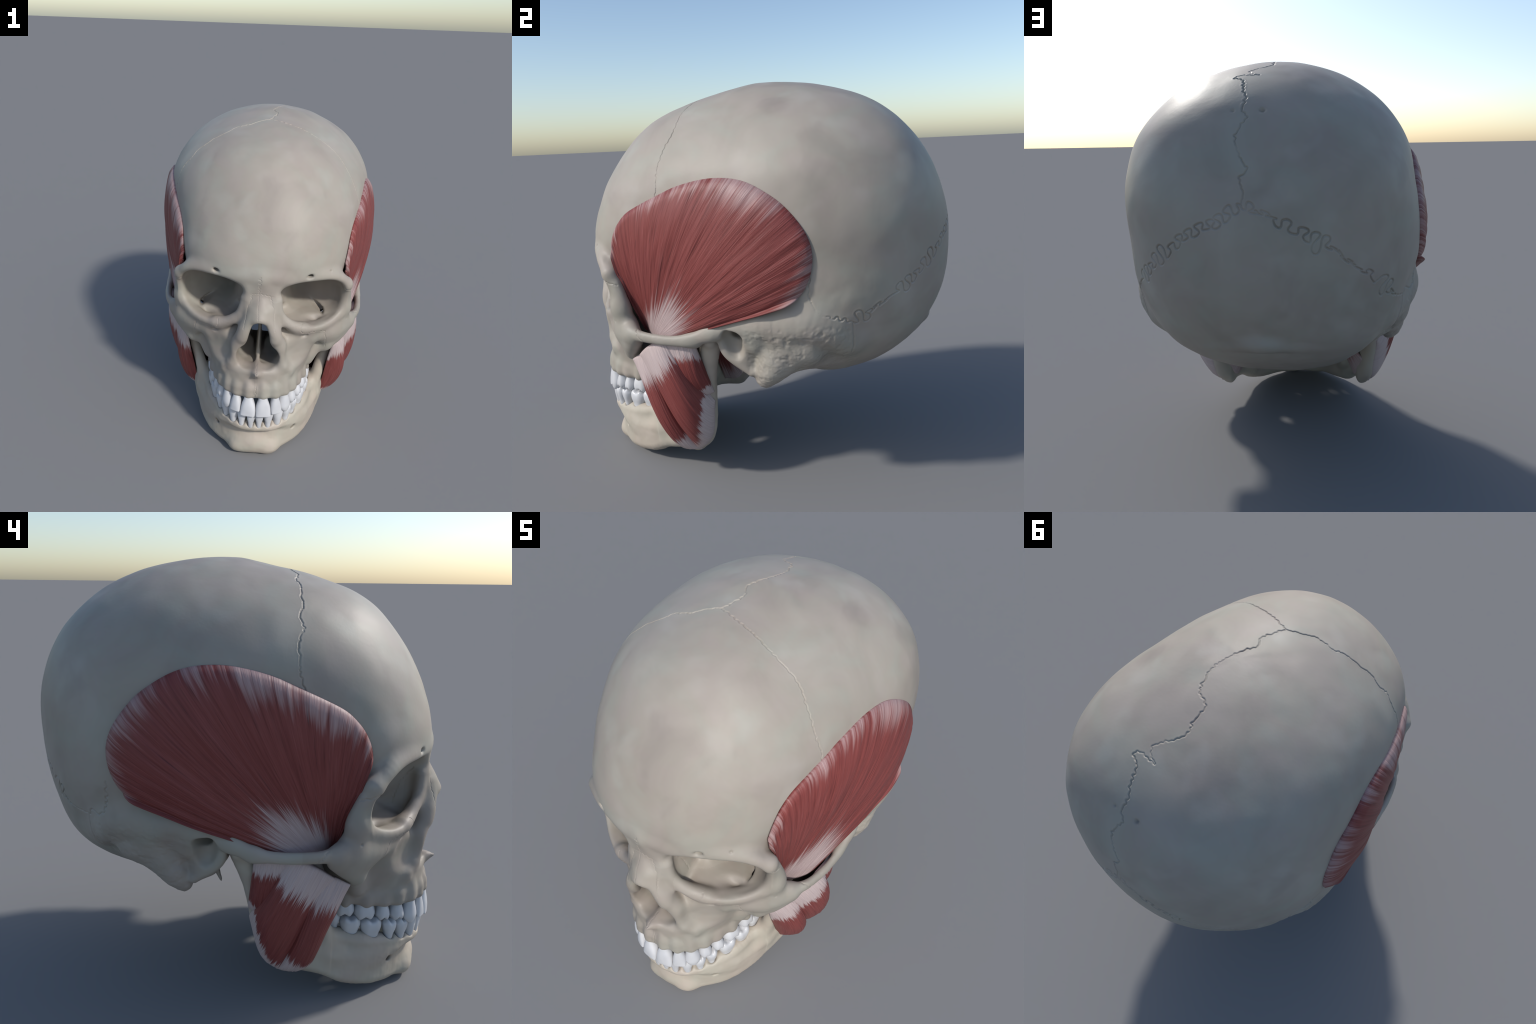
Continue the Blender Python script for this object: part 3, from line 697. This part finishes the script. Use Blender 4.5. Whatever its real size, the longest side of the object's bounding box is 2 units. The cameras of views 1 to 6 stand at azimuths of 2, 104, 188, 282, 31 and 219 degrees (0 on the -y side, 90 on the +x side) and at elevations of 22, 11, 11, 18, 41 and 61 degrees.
def weave(path, amp, wave, loop, seed):
    """Densely sampled meandering line that follows a path."""
    c = catmull(path, 40)
    L = np.concatenate([[0], np.cumsum(np.linalg.norm(np.diff(c, axis=0), axis=1))])
    n = max(int(L[-1] / 0.0007), 20)
    u = np.linspace(0, L[-1], n)
    P = np.stack([np.interp(u, L, c[:, k]) for k in range(3)], 1)
    T = np.gradient(P, axis=0); T /= np.linalg.norm(T, axis=1, keepdims=True)
    N = np.cross(T, P - CENTRE); N /= np.linalg.norm(N, axis=1, keepdims=True)
    z = np.zeros(n)
    jit = lattice_noise(np.stack([u / wave * 0.35, z, z], 1), 1.0, seed, 2)
    mod = 0.62 + 1.2 * lattice_noise(np.stack([u / wave * 0.6, z + 9, z], 1), 1.0, seed + 5, 2)
    ph = 2 * np.pi * (u / wave + 1.0 * jit)
    fine = lattice_noise(np.stack([u / wave * 2.4, z, z + 3], 1), 1.0, seed + 9, 2)
    ends = np.minimum(1, np.minimum(u, L[-1] - u) / (wave * 0.6))
    side = amp * ends * (np.sin(ph) * mod * (0.4 if loop < 0.15 else 1.0) + (1.1 if loop < 0.15 else 0.3) * fine)
    along = -loop * wave * 0.21 * ends * np.sin(2 * ph + 0.25)
    return P + N * side[:, None] + T * along[:, None]

def near_cells(P, S, cell, reach=1):
    """True for points of P lying within about one cell of any sample S."""
    key = lambda q: (q[:, 0] + 500) * 1000003 + (q[:, 1] + 500) * 1009 + (q[:, 2] + 500)
    g = np.unique(np.floor(S / cell).astype(np.int64), axis=0)
    r = range(-reach, reach + 1)
    g = np.unique(np.vstack([g + (a, b, c) for a in r for b in r for c in r]), axis=0)
    return np.isin(key(np.floor(P / cell).astype(np.int64)), key(g))

def refine(V, Q, N, sel, k=3):
    """Splits the chosen quads k x k, rounding new points onto the smooth surface."""
    q = Q[sel]
    new_v, faces = [], []
    base = len(V)
    # points on edges, shared between neighbours
    E = np.stack([q, np.roll(q, -1, 1)], -1)                      # (m,4,2)
    lo, hi = E.min(-1), E.max(-1)
    uniq, inv = np.unique(lo.astype(np.int64) * len(V) + hi, return_inverse=True)
    inv = inv.reshape(lo.shape)
    ua, ub = (uniq // len(V)).astype(int), (uniq % len(V)).astype(int)
    def bend(W, ids):
        """W: (n,c) weights, ids (n,c): Phong tessellation."""
        p = (W[..., None] * V[ids]).sum(1)
        d = ((p[:, None] - V[ids]) * N[ids]).sum(-1)
        return p - 0.7 * (W[..., None] * d[..., None] * N[ids]).sum(1)
    edge_pts = [bend(np.tile([1 - t / k, t / k], (len(uniq), 1)), np.stack([ua, ub], 1)) for t in range(1, k)]
    edge_id = base + np.arange(len(uniq) * (k - 1)).reshape(k - 1, len(uniq))
    inner, inner_id, start = [], {}, base + len(uniq) * (k - 1)
    for i in range(1, k):
        for j in range(1, k):
            a, b = i / k, j / k
            W = np.tile([(1 - a) * (1 - b), a * (1 - b), a * b, (1 - a) * b], (len(q), 1))
            inner.append(bend(W, q)); inner_id[i, j] = start + np.arange(len(q)); start += len(q)
    def edge(e, t):
        fwd = q[:, e] == lo[:, e]
        return np.where(fwd, edge_id[t - 1, inv[:, e]], edge_id[k - t - 1, inv[:, e]])
    def pid(i, j):
        if 0 < i < k and 0 < j < k: return inner_id[i, j]
        if j == 0: return q[:, 0] if i == 0 else q[:, 1] if i == k else edge(0, i)
        if i == k: return q[:, 2] if j == k else edge(1, j)
        if j == k: return q[:, 3] if i == 0 else edge(2, k - i)
        return edge(3, k - j)
    for i in range(k):
        for j in range(k):
            faces.append(np.stack([pid(i, j), pid(i + 1, j), pid(i + 1, j + 1), pid(i, j + 1)], 1))
    return np.vstack([V] + edge_pts + inner), np.vstack([Q[~sel]] + faces)

def carve_sutures(V, Q):
    from mathutils.kdtree import KDTree
    N = vertex_normals(V, Q)
    # snap the paths onto the bone, then let them weave
    tree = KDTree(len(V[::2]))
    for i, p in enumerate(V[::2]): tree.insert(p, i)
    tree.balance()
    half = V[::2]
    lines = []
    for n, (path, wv, gr) in enumerate(SUTURES):
        w = weave(path, *wv, seed=100 + 7 * n)
        snapped = np.array([half[tree.find(p)[1]] for p in w[::4]])
        snapped = (np.vstack([snapped[:1], snapped[:-1]]) + 2 * snapped + np.vstack([snapped[1:], snapped[-1:]])) / 4
        m = np.arange(len(w)); g = np.arange(0, len(w), 4)
        off = np.stack([np.interp(m, g, snapped[:, k] - w[::4][:, k]) for k in range(3)], 1)
        # keep the woven position sideways, take only the height from the bone
        d = w - CENTRE; d /= np.linalg.norm(d, axis=1, keepdims=True)
        if n < 9:
            w = w + d * (off * d).sum(1, keepdims=True)
        else:
            w = w + off * 0.9
        lines.append((w, gr))
    S = np.vstack([w for w, _ in lines])
    depth = np.concatenate([np.full(len(w), g[0]) for w, g in lines]); width = np.concatenate([np.full(len(w), g[1]) for w, g in lines])
    var = 0.75 + 0.6 * lattice_noise(S, 14.0, 77, 2)
    depth = depth * np.clip(var, 0.25, 1.4)
    c = V[Q].mean(1)
    rough_zone = lambda P: sstep(np.abs(P[:, 0]), 0.40, 0.50) * sstep(P[:, 1], 0.02, 0.12) * (1 - sstep(P[:, 1], 0.50, 0.62)) * (1 - sstep(P[:, 2], 0.86, 0.97))
    pits = np.array([p for p, _, _ in PITS])
    sel = near_cells(c, np.vstack([S[::6], pits]), 0.009)
    soft = (rough_zone(c) > 0.3) & ~sel
    sel2 = np.concatenate([soft[~sel], np.zeros(int(sel.sum()) * 16, bool)])
    V, Q = refine(V, Q, N, sel, 4)
    N = vertex_normals(V, Q)
    V, Q = refine(V, Q, N, sel2, 2)
    N = vertex_normals(V, Q)
    tree = KDTree(len(S))
    for i, p in enumerate(S): tree.insert(p, i)
    tree.balance()
    move = np.zeros(len(V))
    for i in np.where(near_cells(V, S[::6], 0.009))[0]:
        _, j, d = tree.find(V[i])
        w = width[j]
        move[i] = -depth[j] * math.exp(-(d / w) ** 2) + 0.07 * depth[j] * math.exp(-((d - 2.6 * w) / (1.4 * w)) ** 2)
    for p, r, dep in PITS:
        d2 = ((V - p) ** 2).sum(1)
        m = d2 < (3 * r) ** 2
        move[m] -= dep * np.exp(-d2[m] / r ** 2)
    # worn, pitted bone behind the ear and gentle unevenness everywhere
    rz = rough_zone(V); m = rz > 0.01
    move[m] += rz[m] * (0.0032 * lattice_noise(V[m], 26.0, 5, 3) - 0.004 * np.clip(lattice_noise(V[m], 45.0, 8, 2), 0, 1))
    move += 0.0035 * lattice_noise(V, 7.0, 21, 2) * sstep(V[:, 2], 1.15, 1.3)
    move += 0.0022 * lattice_noise(V, 16.0, 25, 2) * (1 - sstep(V[:, 2], 1.05, 1.2))
    return V + N * move[:, None], Q

#@@BONES
def bone_of(P):
    """Which bone each point belongs to, from the course of the sutures."""
    x, y, z = np.abs(P[:, 0]), P[:, 1], P[:, 2]
    name = np.full(len(P), "sphenoid_bone", dtype=object)
    left = P[:, 0] > 0.01
    cor = np.array(CORONAL_LEFT); ycor = np.interp(z, cor[::-1, 2], cor[::-1, 1]); ycor = np.where(z < 1.45, -0.40, ycor)
    lam = np.array(LAMBDOID_LEFT)[::-1]
    zlam = np.interp(x, np.array(LAMBDOID_LEFT)[:, 0], np.array(LAMBDOID_LEFT)[:, 2])
    front = y < ycor
    name[front & (z > 1.06)] = "frontal_bone"
    rear = ~front
    par = rear & ((z > zlam) | (y < 0.5)) & (z > 1.0)
    name[par] = "parietal_bone"
    name[rear & ~par & (y > 0.1) & (x < 0.60)] = "occipital_bone"
    name[rear & ~par & ((x > 0.42) & (y < 0.52)) & (y > -0.48)] = "temporal_bone"
    name[(x > 0.56) & (z < 1.0) & (y > -0.485) & (y < 0.3)] = "temporal_bone"
    name[(z < 1.25) & (z >= 1.0) & (x > 0.45) & (y > -0.35) & (y < 0.36)] = "temporal_bone"
    zm = np.interp(z, [0.6, 0.67, 0.73, 0.78, 0.83, 0.86, 0.9], [0.40, 0.402, 0.405, 0.395, 0.37, 0.24, 0.24])
    face = (y < -0.40) & (z < 1.06)
    name[face & (x < 0.36) & (z < 0.9)] = "maxilla"
    name[face & (x > zm) & (z > 0.58) & (y > -0.9) & ((y < -0.60) | (x > 0.44))] = "zygomatic_bone"
    name[(x > 0.44) & (y <= -0.485) & (z > 0.6) & (z < 1.065)] = "zygomatic_bone"
    name[face & (x < 0.13) & (y < -0.80) & (z >= 0.9)] = "maxilla"
    name[(x < np.interp(z, [0.88, 1.0, 1.1], [0.088, 0.072, 0.05])) & (y < -0.86) & (z > 0.88) & (z < 1.105)] = "nasal_bone"
    return name, left

def split_bones(V, Q, mats, parent):
    N = vertex_normals(V, Q)
    W = lean(V)
    c, s = math.cos(TILT), math.sin(TILT)
    NW = np.stack([N[:, 0] * c + N[:, 2] * s, N[:, 1], -N[:, 0] * s + N[:, 2] * c], 1)
    name, left = bone_of(V[Q].mean(1))
    paired = {"parietal_bone", "temporal_bone", "zygomatic_bone", "nasal_bone"}
    for b in sorted(set(name)):
        for sd in ((True, False) if b in paired else (None,)):
            m = name == b
            if sd is not None: m &= left == sd
            if not m.any(): continue
            ids, inv = np.unique(Q[m], return_inverse=True)
            make_mesh(b, W[ids], inv.reshape(-1, 4), mats.get(b, mats["bone"]), parent=parent, normals=NW[ids])

#@@MATERIALS
class Nodes:
    """Tiny helper to write node graphs as expressions."""
    def __init__(self, name):
        self.m = bpy.data.materials.new(name); self.m.use_nodes = True
        self.t = self.m.node_tree
        self.bsdf = self.t.nodes["Principled BSDF"]
    def put(self, sock, v):
        if hasattr(v, "is_linked"): self.t.links.new(v, sock)
        else: sock.default_value = v
    def math(self, op, a, b=0.0, c=0.0, clamp=False):
        n = self.t.nodes.new("ShaderNodeMath"); n.operation = op; n.use_clamp = clamp
        for k, v in enumerate((a, b, c)): self.put(n.inputs[k], v)
        return n.outputs[0]
    def noise(self, vec, scale, detail=3.0, rough=0.5, distort=0.0, dims="3D", w=0.0):
        n = self.t.nodes.new("ShaderNodeTexNoise"); n.noise_dimensions = dims
        self.put(n.inputs["Vector"], vec)
        n.inputs["Scale"].default_value = scale; n.inputs["Detail"].default_value = detail
        n.inputs["Roughness"].default_value = rough; n.inputs["Distortion"].default_value = distort
        if dims == "4D": n.inputs["W"].default_value = w
        return n.outputs["Fac"]
    def ramp(self, fac, stops, mode="LINEAR"):
        n = self.t.nodes.new("ShaderNodeValToRGB"); n.color_ramp.interpolation = mode
        e = n.color_ramp.elements
        while len(e) < len(stops): e.new(0.5)
        for k, (p, col) in enumerate(stops):
            e[k].position = p; e[k].color = (*col, 1) if hasattr(col, "__len__") else (col, col, col, 1)
        self.put(n.inputs[0], fac)
        return n.outputs[0]
    def mix(self, fac, a, b, mode="MIX"):
        n = self.t.nodes.new("ShaderNodeMix"); n.data_type = "RGBA"; n.blend_type = mode
        self.put(n.inputs[0], fac)
        for k, v in ((6, a), (7, b)): self.put(n.inputs[k], (*v, 1) if isinstance(v, tuple) else v)
        return n.outputs[2]
    def step(self, v, a, b):
        n = self.t.nodes.new("ShaderNodeMapRange"); n.interpolation_type = "SMOOTHSTEP"
        self.put(n.inputs[0], v); n.inputs[1].default_value = a; n.inputs[2].default_value = b
        n.inputs[3].default_value = 0; n.inputs[4].default_value = 1
        return n.outputs[0]
    def combine(self, x, y, z):
        n = self.t.nodes.new("ShaderNodeCombineXYZ")
        for k, v in enumerate((x, y, z)): self.put(n.inputs[k], v)
        return n.outputs[0]
    def bump(self, height, strength, distance):
        n = self.t.nodes.new("ShaderNodeBump"); n.inputs["Strength"].default_value = strength; n.inputs["Distance"].default_value = distance
        self.put(n.inputs["Height"], height)
        return n.outputs[0]
    def coords(self, which="Object"):
        n = self.t.nodes.new("ShaderNodeTexCoord"); return n.outputs[which]
    def fibres(self):
        n = self.t.nodes.new("ShaderNodeUVMap"); n.uv_map = "fibres"
        s = self.t.nodes.new("ShaderNodeSeparateXYZ"); self.t.links.new(n.outputs[0], s.inputs[0])
        return s.outputs[0], s.outputs[1]
    def done(self, color, rough, normal=None, spec=0.35):
        b = self.bsdf
        self.put(b.inputs["Base Color"], color); self.put(b.inputs["Roughness"], rough)
        b.inputs["Specular IOR Level"].default_value = spec
        if normal is not None: self.put(b.inputs["Normal"], normal)
        return self.m

def bone_material(name, gain):
    k = Nodes(name)
    P = k.coords()
    g = lambda c: tuple(min(1, v * f) for v, f in zip(c, gain))
    big = k.noise(P, 3.2, 4.0, 0.5, 0.6)
    mid = k.noise(P, 5.5, 2.0, 0.45, 0.2)
    tint = k.noise(P, 5.0, 2.0, 0.5, 0.8, dims="4D", w=4.0)
    col = k.ramp(big, [(0.30, g((0.262, 0.228, 0.192))), (0.45, g((0.315, 0.278, 0.233))), (0.58, g((0.340, 0.306, 0.258))), (0.72, g((0.378, 0.350, 0.300)))])
    hue = k.ramp(tint, [(0.36, g((0.345, 0.296, 0.262))), (0.50, g((0.330, 0.296, 0.250))), (0.66, g((0.318, 0.318, 0.268)))])
    col = k.mix(0.45, col, hue)
    lights = k.step(mid, 0.52, 0.76)
    col = k.mix(k.math("MULTIPLY", lights, 0.30), col, g((0.42, 0.395, 0.352)))
    darks = k.step(k.noise(P, 4.3, 3.0, 0.5, 0.5, dims="4D", w=9.0), 0.56, 0.74)
    col = k.mix(k.math("MULTIPLY", darks, 0.35), col, g((0.235, 0.205, 0.180)))
    fine = k.noise(P, 60.0, 4.0, 0.6)
    return k.done(col, 0.52, k.bump(fine, 0.10, 0.004), 0.35)

def enamel_material():
    k = Nodes("enamel")
    P = k.coords()
    col = k.ramp(k.noise(P, 9.0, 2.0), [(0.3, (0.47, 0.475, 0.49)), (0.7, (0.56, 0.565, 0.58))])
    return k.done(col, 0.30, None, 0.45)

def muscle_material(name, kind, seed):
    """Red fibres along v with pale tendon where the muscle meets the bone."""
    k = Nodes(name)
    u, v = k.fibres()
    fib = lambda fu, fv, w, d=3.0: k.noise(k.combine(k.math("MULTIPLY", u, fu), k.math("MULTIPLY", v, fv), seed * 1.7), 1.0, d, 0.6, 0.0, "4D", w)
    wide = {"temporalis": 1.0, "masseter": 0.45, "pterygoid": 0.45}[kind]
    coarse, medium, thin = fib(52 * wide, 2.2, 1.0), fib(170 * wide, 3.5, 2.0), fib(420 * wide, 5.0, 3.0, 2.0)
    red = k.ramp(medium, [(0.25, (0.115, 0.026, 0.024)), (0.45, (0.180, 0.042, 0.038)), (0.62, (0.208, 0.053, 0.048)), (0.80, (0.260, 0.080, 0.074))])
    red = k.mix(k.math("MULTIPLY", k.step(coarse, 0.54, 0.72), 0.25), red, (0.29, 0.105, 0.098))
    dark = k.math("MULTIPLY", k.step(fib(110 * wide, 3.0, 5.0), 0.60, 0.74), 0.75)
    red = k.mix(dark, red, (0.070, 0.018, 0.018))
    pale = k.ramp(thin, [(0.3, (0.40, 0.315, 0.31)), (0.7, (0.52, 0.43, 0.42))])
    streak = k.math("SUBTRACT", k.math("ADD", k.math("MULTIPLY", coarse, 0.6), k.math("MULTIPLY", medium, 0.4)), 0.5)
    if kind == "temporalis":
        patch = k.noise(k.combine(k.math("MULTIPLY", u, 6.0), 0.0, seed * 3.1), 1.0, 2.0, 0.5, 0.0, "4D", 7.0)
        reach = k.math("MULTIPLY_ADD", patch, 0.50, -0.215)                  # how far down the pale rim comes
        rim = k.math("SUBTRACT", k.math("ADD", reach, k.math("MULTIPLY", streak, 0.55)), v)
        rim = k.math("MULTIPLY", k.step(rim, -0.05, 0.10), 0.58)
        centre = k.math("SUBTRACT", 1.0, k.math("MULTIPLY", k.math("ABSOLUTE", k.math("SUBTRACT", u, 0.60)), 2.6))
        foot = k.math("ADD", k.math("ADD", v, k.math("MULTIPLY", streak, 0.9)), k.math("MULTIPLY", centre, 0.20))
        foot = k.math("MULTIPLY", k.math("MULTIPLY", k.step(foot, 0.76, 0.97), 0.85), k.step(centre, 0.0, 0.5))
        white = k.math("MAXIMUM", rim, foot)
    elif kind == "masseter":
        top = k.math("SUBTRACT", k.math("MULTIPLY_ADD", streak, 0.75, 0.26), v)
        low = k.math("SUBTRACT", k.math("MULTIPLY_ADD", streak, 0.45, v), k.math("MULTIPLY_ADD", u, -0.16, 0.96))
        white = k.math("MAXIMUM", k.step(top, -0.05, 0.05), k.step(low, -0.03, 0.03))
    else:
        low = k.math("SUBTRACT", k.math("MULTIPLY_ADD", streak, 1.0, v), 0.80)
        white = k.math("MULTIPLY", k.step(low, -0.1, 0.15), 0.8)
    col = k.mix(white, red, pale)
    h = k.math("ADD", k.math("MULTIPLY", coarse, 0.6), k.math("ADD", k.math("MULTIPLY", medium, 0.5), k.math("MULTIPLY", thin, 0.2)))
    return k.done(col, 0.48, k.bump(h, 0.6, 0.010 if kind == "temporalis" else 0.006), 0.3)

#@@BUILD
root = bpy.data.objects.new("human_skull", None)
bpy.context.scene.collection.objects.link(root)
root["label"] = "mottled beige human skull with red chewing muscles and white teeth"
root["category"] = "skull"

bone = bone_material("bone", (0.95, 0.955, 0.97))
face_bone = bone_material("face_bone", (0.90, 0.90, 0.91))
jaw_bone = bone_material("jaw_bone", (1.15, 1.13, 1.11))
sk = build_skull()
V, Q = surface_net(mirror_field(sk), (-sk.x[-1], sk.y[0], sk.z[0]), sk.h)
V, Q = carve_sutures(lopsided(V), Q)
split_bones(V, Q, {"bone": bone, "maxilla": face_bone, "zygomatic_bone": face_bone, "nasal_bone": face_bone}, root)
jw = build_jaw()
V, Q = surface_net(mirror_field(jw), (-jw.x[-1], jw.y[0], jw.z[0]), jw.h)
V = lopsided(V)
V = V + vertex_normals(V, Q) * (0.0035 * lattice_noise(V, 14.0, 33, 3))[:, None]
make_mesh("mandible", lean(V), Q, jaw_bone, parent=root)
build_teeth(enamel_material(), root)
both = lambda kind: {1: muscle_material(kind + "_left", kind, 1.0), -1: muscle_material(kind + "_right", kind, 2.0)}
build_muscles({"temporalis": both("temporalis"), "masseter": both("masseter"), "pterygoid": both("pterygoid")}, root)
